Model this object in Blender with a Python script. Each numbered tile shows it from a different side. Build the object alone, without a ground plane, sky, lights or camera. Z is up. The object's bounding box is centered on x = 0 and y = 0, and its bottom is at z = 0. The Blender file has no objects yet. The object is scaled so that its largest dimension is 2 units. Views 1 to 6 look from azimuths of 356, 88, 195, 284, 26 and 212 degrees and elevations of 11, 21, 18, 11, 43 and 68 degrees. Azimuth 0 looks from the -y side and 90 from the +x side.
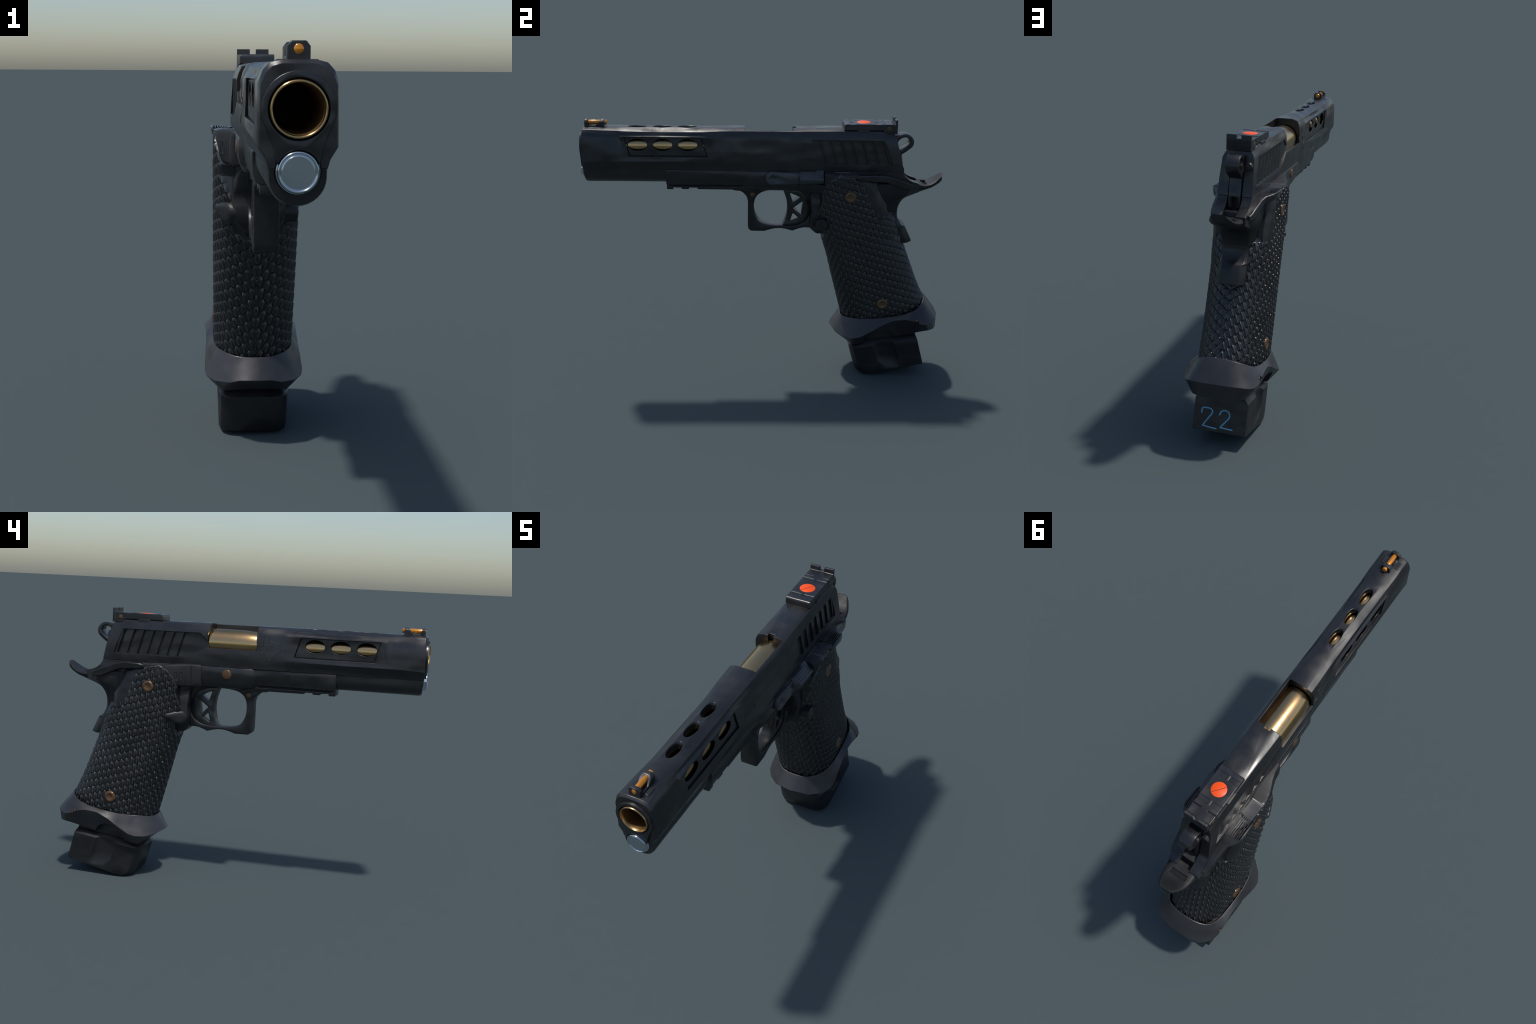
"""A competition pistol standing on its magazine base: built part by part.
Frame: muzzle towards -y, z up, symmetry plane x = 0, grip leaning to +y."""
import bpy, bmesh, math
import numpy as np
from mathutils import Vector, Matrix
from math import sin, cos, pi, radians, sqrt, atan2

# ------------------------------------------------------------------ materials
MATS = {}


def nd(nt, kind, **kw):
    n = nt.nodes.new(kind)
    for k, v in kw.items():
        setattr(n, k, v)
    return n


def metal_mat(name, base, rough=0.45, metallic=0.0, spec=0.5, vary=0.25, wear=0.0,
              wear_col=(0.12, 0.12, 0.12), grain=0.02, bevel=0.004, rough_var=0.12, coat=0.0, clouds=0.0):
    """Dark coated / plain metal: cloudy tint, worn edges, fine grain, rounded edges in shading."""
    if name in MATS:
        return MATS[name]
    m = bpy.data.materials.new(name)
    m.use_nodes = True
    nt = m.node_tree
    nt.nodes.clear()
    out = nd(nt, 'ShaderNodeOutputMaterial')
    bs = nd(nt, 'ShaderNodeBsdfPrincipled')
    nt.links.new(bs.outputs[0], out.inputs[0])
    tc = nd(nt, 'ShaderNodeTexCoord')
    n1 = nd(nt, 'ShaderNodeTexNoise')
    n1.inputs['Scale'].default_value = 7.0
    n1.inputs['Detail'].default_value = 4.0
    nt.links.new(tc.outputs['Object'], n1.inputs['Vector'])
    r1 = nd(nt, 'ShaderNodeValToRGB')
    r1.color_ramp.elements[0].position = 0.3
    r1.color_ramp.elements[1].position = 0.7
    lo = [c * (1 - vary) for c in base]
    hi = [min(1, c * (1 + vary)) for c in base]
    r1.color_ramp.elements[0].color = (*lo, 1)
    r1.color_ramp.elements[1].color = (*hi, 1)
    nt.links.new(n1.outputs['Fac'], r1.inputs[0])
    col = r1.outputs[0]
    if wear > 0:
        g = nd(nt, 'ShaderNodeNewGeometry')
        r2 = nd(nt, 'ShaderNodeValToRGB')
        r2.color_ramp.elements[0].position = 0.52
        r2.color_ramp.elements[1].position = 0.60
        nt.links.new(g.outputs['Pointiness'], r2.inputs[0])
        n3 = nd(nt, 'ShaderNodeTexNoise')
        n3.inputs['Scale'].default_value = 22.0
        nt.links.new(tc.outputs['Object'], n3.inputs['Vector'])
        mu = nd(nt, 'ShaderNodeMath', operation='MULTIPLY')
        nt.links.new(r2.outputs[0], mu.inputs[0])
        nt.links.new(n3.outputs['Fac'], mu.inputs[1])
        mu2 = nd(nt, 'ShaderNodeMath', operation='MULTIPLY')
        nt.links.new(mu.outputs[0], mu2.inputs[0])
        mu2.inputs[1].default_value = wear
        mx = nd(nt, 'ShaderNodeMix', data_type='RGBA')
        nt.links.new(mu2.outputs[0], mx.inputs['Factor'])
        nt.links.new(col, mx.inputs['A'])
        mx.inputs['B'].default_value = (*wear_col, 1)
        col = mx.outputs['Result']
    nt.links.new(col, bs.inputs['Base Color'])
    bs.inputs['Metallic'].default_value = metallic
    bs.inputs['Specular IOR Level'].default_value = spec
    bs.inputs['Coat Weight'].default_value = coat
    bs.inputs['Coat Roughness'].default_value = 0.2
    n2 = nd(nt, 'ShaderNodeTexNoise')
    n2.inputs['Scale'].default_value = 11.0
    n2.inputs['Detail'].default_value = 5.0
    nt.links.new(tc.outputs['Object'], n2.inputs['Vector'])
    mr = nd(nt, 'ShaderNodeMapRange')
    mr.inputs['From Min'].default_value = 0.3
    mr.inputs['From Max'].default_value = 0.7
    mr.inputs['To Min'].default_value = max(0.03, rough - rough_var)
    mr.inputs['To Max'].default_value = rough + rough_var
    nt.links.new(n2.outputs['Fac'], mr.inputs['Value'])
    nt.links.new(mr.outputs[0], bs.inputs['Roughness'])
    nrm = None
    if bevel > 0:
        bv = nd(nt, 'ShaderNodeBevel', samples=6)
        bv.inputs['Radius'].default_value = bevel
        nrm = bv.outputs[0]
    if clouds > 0:      # very broad unevenness: breaks the flat sheen into streaks
        mp = nd(nt, 'ShaderNodeMapping')
        mp.inputs['Scale'].default_value = (1.0, 0.45, 1.2)
        nt.links.new(tc.outputs['Object'], mp.inputs['Vector'])
        n5 = nd(nt, 'ShaderNodeTexNoise')
        n5.inputs['Scale'].default_value = 9.0
        n5.inputs['Detail'].default_value = 1.0
        nt.links.new(mp.outputs[0], n5.inputs['Vector'])
        b5 = nd(nt, 'ShaderNodeBump')
        b5.inputs['Strength'].default_value = clouds
        b5.inputs['Distance'].default_value = 0.06
        nt.links.new(n5.outputs['Fac'], b5.inputs['Height'])
        if nrm:
            nt.links.new(nrm, b5.inputs['Normal'])
        nrm = b5.outputs[0]
    if grain > 0:
        n4 = nd(nt, 'ShaderNodeTexNoise')
        n4.inputs['Scale'].default_value = 180.0
        nt.links.new(tc.outputs['Object'], n4.inputs['Vector'])
        bp = nd(nt, 'ShaderNodeBump')
        bp.inputs['Strength'].default_value = grain
        bp.inputs['Distance'].default_value = 0.01
        nt.links.new(n4.outputs['Fac'], bp.inputs['Height'])
        if nrm:
            nt.links.new(nrm, bp.inputs['Normal'])
        nrm = bp.outputs[0]
    if nrm:
        nt.links.new(nrm, bs.inputs['Normal'])
    MATS[name] = m
    return m


STEEL = metal_mat('black_coated_steel', (0.0092, 0.0095, 0.0107), rough=0.34, spec=0.62, wear=0.25, clouds=0.20,
                  wear_col=(0.07, 0.07, 0.07))
POLY = metal_mat('black_polymer', (0.0105, 0.0108, 0.0118), rough=0.42, spec=0.5, grain=0.03, clouds=0.15)
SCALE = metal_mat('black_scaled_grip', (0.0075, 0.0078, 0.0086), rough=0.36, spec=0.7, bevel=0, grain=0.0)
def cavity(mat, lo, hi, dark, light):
    """paint shade into the hollows and glints onto the ridges of a finely modelled surface"""
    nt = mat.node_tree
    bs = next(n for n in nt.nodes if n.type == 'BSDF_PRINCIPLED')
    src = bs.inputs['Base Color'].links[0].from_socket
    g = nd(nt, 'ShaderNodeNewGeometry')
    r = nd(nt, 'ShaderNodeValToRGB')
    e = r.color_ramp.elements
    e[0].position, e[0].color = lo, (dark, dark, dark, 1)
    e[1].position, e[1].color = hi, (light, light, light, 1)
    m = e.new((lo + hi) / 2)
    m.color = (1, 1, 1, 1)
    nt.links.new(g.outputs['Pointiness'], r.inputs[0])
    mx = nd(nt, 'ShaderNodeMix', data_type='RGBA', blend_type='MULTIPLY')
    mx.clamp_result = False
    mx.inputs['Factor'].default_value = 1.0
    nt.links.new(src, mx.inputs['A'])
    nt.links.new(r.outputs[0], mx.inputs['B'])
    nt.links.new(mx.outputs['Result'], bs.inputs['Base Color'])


cavity(SCALE, .475, .53, .14, 4.0)  # occlusion shade and keel glints put into the scale colour
WELL = metal_mat('dark_grey_anodised', (0.019, 0.019, 0.0215), rough=0.38, spec=0.6, wear=0.2, clouds=0.08)
GOLD = metal_mat('gold_nitride', (0.55, 0.365, 0.175), rough=0.22, metallic=1.0, vary=0.06, grain=0.0, rough_var=0.04)
SILVER = metal_mat('polished_silver', (0.60, 0.66, 0.72), rough=0.16, metallic=1.0, vary=0.04, grain=0.0, rough_var=0.03)
BRONZE = metal_mat('bronze_screw', (0.125, 0.069, 0.035), rough=0.34, metallic=0.35, vary=0.15, grain=0.0, bevel=0.002)
ORANGE = metal_mat('orange_paint', (0.88, 0.080, 0.001), rough=0.48, spec=0.5, vary=0.02, grain=0.0, bevel=0.001)
FIBER = metal_mat('amber_fibre', (0.80, 0.27, 0.006), rough=0.10, metallic=0.5, coat=1.0, vary=0.1, grain=0.0, bevel=0.0)
BLUE = metal_mat('blue_paint_pen', (0.13, 0.35, 0.52), rough=0.5, vary=0.15, grain=0.0, bevel=0.0)
BORE = metal_mat('bore_gold', (0.52, 0.33, 0.14), rough=0.42, metallic=1.0, vary=0.06, grain=0.0, rough_var=0.04)
LEVER = metal_mat('lighter_steel_lever', (0.024, 0.026, 0.031), rough=0.36, spec=0.7, wear=0.25, clouds=0.1)  # lighter, bluer grey than the other steel parts
MATTE = metal_mat('matte_black_steel', (0.0100, 0.0103, 0.0114), rough=0.52, spec=0.36, wear=0.2, clouds=0.1)
DARK = metal_mat('deep_black', (0.008, 0.008, 0.009), rough=0.6, spec=0.3, grain=0.0, bevel=0.0)

# ------------------------------------------------------------------ helpers
COL = bpy.context.scene.collection


def add_obj(name, me, mat=None, parent=None):
    o = bpy.data.objects.new(name, me)
    COL.objects.link(o)
    if mat:
        me.materials.clear()
        me.materials.append(mat)
    if parent:
        o.parent = parent
    return o


def from_bm(name, bm, mat=None, parent=None):
    bmesh.ops.recalc_face_normals(bm, faces=bm.faces[:])
    me = bpy.data.meshes.new(name)
    bm.to_mesh(me)
    bm.free()
    return add_obj(name, me, mat, parent)


def bake(o):
    """apply all modifiers into the mesh"""
    dg = bpy.context.evaluated_depsgraph_get()
    dg.update()
    me = bpy.data.meshes.new_from_object(o.evaluated_get(dg))
    o.modifiers.clear()
    old = o.data
    o.data = me
    bpy.data.meshes.remove(old)


def smooth(o, ang=32):
    me = o.data
    me.polygons.foreach_set('use_smooth', [True] * len(me.polygons))
    me.set_sharp_from_angle(angle=radians(ang))
    return o


def boolean(o, cutters, op='DIFFERENCE', keep=False):
    for c in cutters:
        md = o.modifiers.new('b', 'BOOLEAN')
        md.operation = op
        md.solver = 'EXACT'
        md.object = c
    bake(o)
    for c in cutters:
        if not keep:
            me = c.data
            bpy.data.objects.remove(c)
            bpy.data.meshes.remove(me)
    return o


def bevel(o, w=0.003, seg=2, ang=35):
    md = o.modifiers.new('v', 'BEVEL')
    md.width = w
    md.segments = seg
    md.limit_method = 'ANGLE'
    md.angle_limit = radians(ang)
    md.use_clamp_overlap = True
    bake(o)
    return o


def join(name, objs, mat=None, parent=None):
    bm = bmesh.new()
    for o in objs:
        bm.from_mesh(o.data)
    me = bpy.data.meshes.new(name)
    bm.to_mesh(me)
    bm.free()
    for o in objs:
        d = o.data
        bpy.data.objects.remove(o)
        bpy.data.meshes.remove(d)
    return add_obj(name, me, mat, parent)


def mirrored(o):
    """a mirror image (x -> -x) of a part, as its own mesh"""
    me = o.data.copy()
    bm = bmesh.new()
    bm.from_mesh(me)
    for v in bm.verts:
        v.co.x = -v.co.x
    bmesh.ops.reverse_faces(bm, faces=bm.faces[:])
    bm.to_mesh(me)
    bm.free()
    return add_obj(o.name, me, None, o.parent)


def loft(rings, name='tmp', mat=None, parent=None, cap=True, closed=False):
    """skin a list of equal-length closed rings of 3D points"""
    bm = bmesh.new()
    vs = [[bm.verts.new(p) for p in r] for r in rings]
    n = len(rings[0])
    m = len(rings)
    for i in range(m - 1 + (1 if closed else 0)):
        a, b = vs[i], vs[(i + 1) % m]
        for j in range(n):
            bm.faces.new((a[j], a[(j + 1) % n], b[(j + 1) % n], b[j]))
    if cap and not closed:
        bm.faces.new(vs[0][::-1])
        bm.faces.new(vs[-1])
    return from_bm(name, bm, mat, parent)


def prism(poly, x0, x1, name='tmp', mat=None, parent=None, axis='x'):
    """extrude a polygon.  axis x: poly is (y,z); axis y: (x,z); axis z: (x,y)"""
    def P(a, b, t):
        return (t, a, b) if axis == 'x' else ((a, t, b) if axis == 'y' else (a, b, t))
    return loft([[P(a, b, x0) for a, b in poly], [P(a, b, x1) for a, b in poly]], name, mat, parent)


def box(x0, x1, y0, y1, z0, z1, name='tmp', mat=None, parent=None):
    return prism([(y0, z0), (y1, z0), (y1, z1), (y0, z1)], x0, x1, name, mat, parent)


def ellipse(c, rx, ry, n=32, rot=0.0):
    out = []
    for i in range(n):
        t = 2 * pi * i / n
        a, b = rx * cos(t), ry * sin(t)
        out.append((c[0] + a * cos(rot) - b * sin(rot), c[1] + a * sin(rot) + b * cos(rot)))
    return out


def lathe(profile, centre, axis='y', n=48, name='tmp', mat=None, parent=None, closed=False):
    """profile: list of (along, radius); turned about an axis through centre"""
    rings = []
    for a, r in profile:
        ring = []
        for i in range(n):
            t = 2 * pi * i / n
            u, w = r * cos(t), r * sin(t)
            if axis == 'y':
                ring.append((centre[0] + u, a, centre[1] + w))
            elif axis == 'x':
                ring.append((a, centre[0] + u, centre[1] + w))
            else:
                ring.append((centre[0] + u, centre[1] + w, a))
        rings.append(ring)
    return loft(rings, name, mat, parent, closed=closed)


def fillet(poly, radii, seg=6):
    """round the corners of a polygon; radii: one number or one per corner"""
    n = len(poly)
    if not isinstance(radii, (list, tuple)):
        radii = [radii] * n
    out = []
    for i in range(n):
        p = Vector(poly[i])
        a = Vector(poly[i - 1]) - p
        b = Vector(poly[(i + 1) % n]) - p
        r = radii[i]
        if r <= 0 or a.length < 1e-9 or b.length < 1e-9:
            out.append(tuple(p))
            continue
        ang = a.angle(b)
        if ang > radians(176):
            out.append(tuple(p))
            continue
        d = min(r / math.tan(ang / 2), a.length * 0.48, b.length * 0.48)
        p0, p1 = p + a.normalized() * d, p + b.normalized() * d
        for k in range(seg + 1):
            t = k / seg
            q = p0 * (1 - t) ** 2 + p * 2 * t * (1 - t) + p1 * t ** 2
            out.append(tuple(q))
    return out


def spline(pts, n, closed=False):
    """Catmull-Rom through 2D/3D points"""
    P = [Vector(p) for p in pts]
    m = len(P)
    out = []
    segs = m if closed else m - 1
    for i in range(segs):
        if closed:
            p0, p1, p2, p3 = P[i - 1], P[i], P[(i + 1) % m], P[(i + 2) % m]
        else:
            p1, p2 = P[i], P[i + 1]
            p0 = P[i - 1] if i > 0 else p1 * 2 - p2
            p3 = P[i + 2] if i + 2 < m else p2 * 2 - p1
        for k in range(n):
            t = k / n
            out.append(tuple(0.5 * ((2 * p1) + (p2 - p0) * t + (2 * p0 - 5 * p1 + 4 * p2 - p3) * t * t
                                    + (3 * p1 - p0 - 3 * p2 + p3) * t ** 3)))
    if not closed:
        out.append(tuple(P[-1]))
    return out


def interp_rows(table, t):
    """piecewise-linear table lookup: rows (key, v...)"""
    if t <= table[0][0]:
        return list(table[0][1:])
    for a, b in zip(table, table[1:]):
        if t <= b[0]:
            f = (t - a[0]) / (b[0] - a[0])
            return [p + (q - p) * f for p, q in zip(a[1:], b[1:])]
    return list(table[-1][1:])


def tube(pts, r, name='tmp', mat=None, parent=None, n=8, closed=False):
    """round rod along 3D points"""
    P = [Vector(p) for p in pts]
    rings = []
    for i, p in enumerate(P):
        a = P[i - 1] if (i > 0 or closed) else P[i]
        b = P[(i + 1) % len(P)] if (i + 1 < len(P) or closed) else P[i]
        t = (b - a).normalized()
        u = t.orthogonal().normalized() if i == 0 else (u - t * u.dot(t)).normalized()
        w = t.cross(u)
        rings.append([tuple(p + (u * cos(2 * pi * k / n) + w * sin(2 * pi * k / n)) * r) for k in range(n)])
    return loft(rings, name, mat, parent, closed=closed)


# ------------------------------------------------------------------ root
root = bpy.data.objects.new('pistol', None)
root.empty_display_size = 0.1
COL.objects.link(root)
root.location = (0.0, 0.75, 0.0)
root['label'] = 'black competition pistol, gold barrel, scaled grip, standing on its magazine'
root['category'] = 'pistol'
bpy.context.view_layer.update()


def own(o, parent=None, ang=32, name=None):
    """finish a part: smooth shading, name, parent (geometry stays in world place)"""
    if name:
        o.name = name
        o.data.name = name
    smooth(o, ang)
    o.parent = parent or root
    o.matrix_parent_inverse = (parent or root).matrix_world.inverted()
    return o


ZB = 1.3355   # bore axis height
# ------------------------------------------------------------------ slide
# half cross-section by station along y:
#  top z, flat-top half width, shoulder(x,z), lip(x,z), side top(x,z), side foot(x,z), chamfer foot(x,z), bottom(x)
SL = [
    (-0.987, 1.428, .034, .056, 1.422, .070, 1.408, .0800, 1.383, .0808, 1.300, .0815, 1.257, .0660, 1.231, .0625),
    (-0.978, 1.436, .036, .060, 1.430, .075, 1.414, .0835, 1.386, .0848, 1.300, .0855, 1.257, .0690, 1.230, .0640),
    (-0.880, 1.436, .034, .062, 1.427, .074, 1.411, .0830, 1.388, .0830, 1.290, .0850, 1.262, .0700, 1.236, .0640),
    (-0.800, 1.436, .032, .061, 1.424, .069, 1.407, .0800, 1.391, .0795, 1.288, .0850, 1.262, .0700, 1.238, .0640),
    (-0.770, 1.436, .030, .060, 1.421, .064, 1.403, .0765, 1.395, .0785, 1.286, .0850, 1.262, .0700, 1.240, .0650),
    (-0.560, 1.436, .022, .058, 1.417, .062, 1.401, .0765, 1.394, .0780, 1.286, .0845, 1.262, .0720, 1.242, .0670),
    (-0.330, 1.436, .022, .060, 1.420, .063, 1.403, .0765, 1.394, .0780, 1.288, .0845, 1.264, .0760, 1.240, .0740),
    (-0.240, 1.436, .032, .063, 1.426, .071, 1.408, .0790, 1.392, .0795, 1.300, .0850, 1.270, .0815, 1.236, .0790),
    (-0.110, 1.437, .040, .066, 1.428, .076, 1.408, .0815, 1.386, .0810, 1.311, .0865, 1.284, .0855, 1.232, .0830),
    (0.1500, 1.437, .036, .066, 1.427, .076, 1.406, .0825, 1.384, .0825, 1.311, .0865, 1.280, .0860, 1.232, .0840),
    (0.4200, 1.4362, .052, .0635, 1.4300, .073, 1.407, .0800, 1.384, .0835, 1.300, .0855, 1.262, .0855, 1.228, .0840),
    (0.6300, 1.4362, .052, .0630, 1.4290, .072, 1.406, .0790, 1.384, .0835, 1.296, .0848, 1.254, .0852, 1.227, .0840),
    (0.6930, 1.420, .034, .056, 1.418, .066, 1.408, .0775, 1.384, .0830, 1.292, .0845, 1.250, .0850, 1.226, .0840),
]


def slide_ring(y, r, bottom):
    top, wf, x1, z1, x2, z2, x3, z3, x4, z4, xb, zb, x5, z5, x6 = r
    half = [(wf, top), (x1, z1), (x2, z2), (x3, z3), (x4, z4), (xb, zb), (x5, z5), (x6, bottom)]
    return [(x, y, z) for x, z in half] + [(-x, y, z) for x, z in half[::-1]]


rings = [slide_ring(r[0], r[1:], 1.2125) for r in SL]
# slanted, slightly rounded rear end: y grows downwards
rear = []
for (x, y, z) in rings[-1]:
    zz = min(z, 1.416)
    t = (1.417 - zz) / 0.205
    yy = 0.694 + 0.058 * (t ** 0.72)
    rear.append((x * 0.992, yy, zz))
rings[-1] = [(x, min(y, 0.66), z) for x, y, z in rings[-1]]
rings.append(rear)
slide = loft(rings, 'slide')
# round lug under the barrel that houses the recoil rod
lug = []
for y, k in ((-0.985, .94), (-0.972, 1.0), (-0.535, 1.0)):
    ring = [(.0625 * k, y + .0, 1.235), (.0635 * k, y, 1.215)]
    for i in range(17):
        t = pi * i / 16
        a = .0632 * k
        ring.append((a * cos(t), y + 0.006 * (1 - k) + 0.010 * sin(t) * (1 if y < -.9 else 0),
                     1.192 - a * sin(t) * 0.985))
    ring += [(-.0635 * k, y, 1.215), (-.0625 * k, y, 1.235)]
    lug.append(ring)
boolean(slide, [loft(lug)], 'UNION')

cut = []
cut.append(lathe([(-1.2, .0690), (-0.10, .0690)], (0, ZB), 'y', 48))              # bore
cut.append(lathe([(-1.2, .0495), (-0.70, .0495)], (0, 1.2058), 'y', 40))            # recoil rod hole
# ejection port: open at the top and on the -x side
cut.append(prism([(-.11, 1.309), (.150, 1.309), (.158, 1.345), (.158, 1.380), (.150, 1.41), (.150, 1.50), (-.112, 1.50)],
                 -.2, .056))
cut.append(prism([(.012, 1.40), (.012, 1.5), (-.017, 1.5), (-.017, 1.40)], .14, .166, axis='y'))
# top and side lightening holes
for k in range(3):
    y = -0.690 + 0.1345 * k
    cut.append(prism([(.0195 * abs(cos(t)) ** .85 * (1 if cos(t) > 0 else -1), y + .045 * abs(sin(t)) ** .85 * (1 if sin(t) > 0 else -1))
                      for t in [2 * pi * (i + .5) / 36 for i in range(36)]],
                     1.33, 1.5, axis='z'))
    rims = [(1.424, .0188, .0440), (1.4405, .0262, .0560)]      # soft countersink
    cut.append(loft([[(a * cos(2 * pi * i / 36), y + b * sin(2 * pi * i / 36), z) for i in range(36)] for z, a, b in rims]))
    cut.append(prism(ellipse((y + .003, 1.3505), .052, .0335, 36), -.2, .2))
for sx in (1, -1):
    def wedge(poly, d0, inner):
        a, b = (inner, .12) if sx > 0 else (-.12, -inner)
        return prism(poly, a, b)
    # window panel
    panel = [(-.758, 1.391), (-.345, 1.391), (-.312, 1.288), (-.730, 1.289)]
    cut.append(wedge(panel, 0, .0705))
    for p, q in zip(panel, panel[1:] + panel[:1]):      # engraved line round the panel
        d = (Vector(q) - Vector(p)).normalized() * .0022
        nrm = Vector((-d.y, d.x))
        pp, qq = Vector(p) - d, Vector(q) + d
        cut.append(wedge([tuple(pp + nrm), tuple(qq + nrm), tuple(qq - nrm), tuple(pp - nrm)], 0, .0668))
    # serration field: shallow recess whose front edge sweeps up to the port
    cut.append(wedge(([(.640, 1.383), (.245, 1.385), (.285, 1.252)] if sx > 0 else [(.640, 1.383), (.200, 1.385), (.140, 1.330), (.150, 1.318), (.275, 1.252)]) + [ (.690, 1.250), (.675, 1.300)],
                     0, .0780 if sx > 0 else .0772))
    # seven saw-tooth grooves
    for k in range(7):
        dp = .0703 if sx > 0 else .0672
        y0 = 0.252 + 0.0568 * k
        w = 0.040
        sl = 0.040
        ring = []
        for z, dy in ((1.381, 0.0), (1.253, sl)):
            ya, yb = y0 + dy, y0 + dy + w
            ring.append([(sx * .0778, ya, z), (sx * dp, yb - .008, z), (sx * dp, yb, z), (sx * .100, yb, z),
                         (sx * .100, ya, z)])
        cut.append(loft(ring))
# slot for the hammer in the rear end
cut.append(box(-.034, .034, .60, .9, 1.15, 1.392))
# dovetail for the rear sight
for c in cut:
    pass
boolean(slide, cut)
slide = own(slide, name='slide', ang=28)
slide.data.materials.append(STEEL)

# engraved marks: thin ridges that follow the surface they stand on
from mathutils.bvhtree import BVHTree


def settle(o, host, side, proud):
    """press a flat mark lying in a plane x = const onto the host's surface"""
    me = host.data
    tree = BVHTree.FromPolygons([v.co for v in me.vertices], [p.vertices for p in me.polygons])
    xm = sum(v.co.x for v in o.data.vertices) / len(o.data.vertices)
    for v in o.data.vertices:
        hit = tree.ray_cast(Vector((side * .5, v.co.y, v.co.z)), Vector((-side, 0, 0)))
        if hit[0]:
            lift = (v.co.x - xm) * side
            v.co.x = hit[0].x + side * (proud if lift > 0 else -.002)


def text_mark(s, size, loc, side, mat, parent, name, proud=.0008, wide=1.0):
    cu = bpy.data.curves.new(name, 'FONT')
    cu.body = s
    cu.size = size
    cu.extrude = .002
    cu.align_x = 'CENTER'
    cu.align_y = 'CENTER'
    cu.resolution_u = 3
    cu.offset = -size * .012
    o = bpy.data.objects.new(name, cu)
    COL.objects.link(o)
    o.matrix_world = Matrix.Translation(loc) @ Matrix.Rotation(side * pi / 2, 4, 'Z') @ Matrix.Rotation(pi / 2, 4, 'X') @ Matrix.Diagonal((wide, 1, 1, 1))
    dg = bpy.context.evaluated_depsgraph_get()
    dg.update()
    me = bpy.data.meshes.new_from_object(o.evaluated_get(dg))
    me.transform(o.matrix_world)
    bpy.data.objects.remove(o)
    q = add_obj(name, me, mat)
    settle(q, parent, side, proud)
    return own(q, parent)


# state-shaped outline with three letters, on the -x side in front of the port
out = [(-.148, 1.392), (-.176, 1.392), (-.176, 1.364), (-.213, 1.357), (-.234, 1.352), (-.236, 1.330), (-.240, 1.316),
       (-.226, 1.302), (-.208, 1.290), (-.196, 1.274), (-.193, 1.262), (-.176, 1.268), (-.170, 1.287), (-.156, 1.303),
       (-.144, 1.296), (-.134, 1.306), (-.126, 1.323), (-.112, 1.334), (-.148, 1.336)]
out = fillet(out, .004, 2)
dense = []
for p, q in zip(out, out[1:] + out[:1]):
    for k in range(3):
        dense.append((p[0] + (q[0] - p[0]) * k / 3, p[1] + (q[1] - p[1]) * k / 3))
state = tube([(-.0838, y, z) for y, z in dense], .0011, 'engraved_outline', STEEL, n=6, closed=True)
settle(state, slide, -1, .0008)
own(state, slide)
text_mark('STI', .036, (-.0833, -.183, 1.326), -1, STEEL, slide, 'engraved_letters')
text_mark('VECTOR', .030, (.0828, -.215, 1.305), 1, STEEL, slide, 'engraved_letters', .0005)

# ------------------------------------------------------------------ muzzle: bushing, barrel, recoil rod
bush = []
for i in range(37):
    t = radians(-32) + radians(244) * i / 36
    bush.append((.0782 * cos(t), ZB + .0782 * sin(t)))
bush += [(-.0555, 1.267), (-.0500, 1.245), (-.0443, 1.222), (.0443, 1.222), (.0500, 1.245), (.0555, 1.267)]
bushing = prism(bush, -.9965, -.93, axis='y')
boolean(bushing, [lathe([(-1.1, .0645), (-.8, .0645)], (0, ZB), 'y', 48), lathe([(-1.1, .0468), (-.8, .0468)], (0, 1.2058), 'y', 48)])
bevel(bushing, .003, 2, 50)
own(bushing, slide, name='barrel_bushing')
bushing.data.materials.append(STEEL)

prof = [(-.9650, .0529), (-.985, .0530), (-.9965, .0535), (-1.0, .0560), (-1.0, .0590), (-.9970, .0612),
        (-.93, .0614), (-.90, .0585), (-.16, .0585), (-.13, .0600), (-.120, .0600), (-.108, .0640), (-.085, .0690), (-.055, .0722), (-.015, .0741), (.05, .0746), (.1545, .0746), (.1545, .0529)]
barrel = lathe(prof, (0, ZB), 'y', 64, closed=True)
own(barrel, name='barrel', ang=40)
barrel.data.materials.append(GOLD)
barrel.data.materials.append(BORE)
for p in barrel.data.polygons:
    c = p.center
    if sqrt(c.x ** 2 + (c.z - ZB) ** 2) < .0532:
        p.material_index = 1
plug = lathe([(-.53, .0005), (-.53, .053), (-.50, .053), (-.50, .0005)], (0, ZB), 'y', 32)  # added dark disc that blocks the bore so its depth looks black
own(plug, barrel, name='bore_dark_plug')
plug.data.materials.append(DARK)
rod = lathe([(-.90, .0005), (-.90, .0488), (-.983, .0488), (-.9900, .0475), (-.9935, .0440), (-.9965, .0445), (-1.0, .0425),
             (-1.0, .0395), (-.9970, .0378), (-.9968, .0362), (-.9990, .0350), (-.9990, .0005)], (0, 1.2058), 'y', 56)
own(rod, name='recoil_rod_cap', ang=40)
rod.data.materials.append(SILVER)

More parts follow.
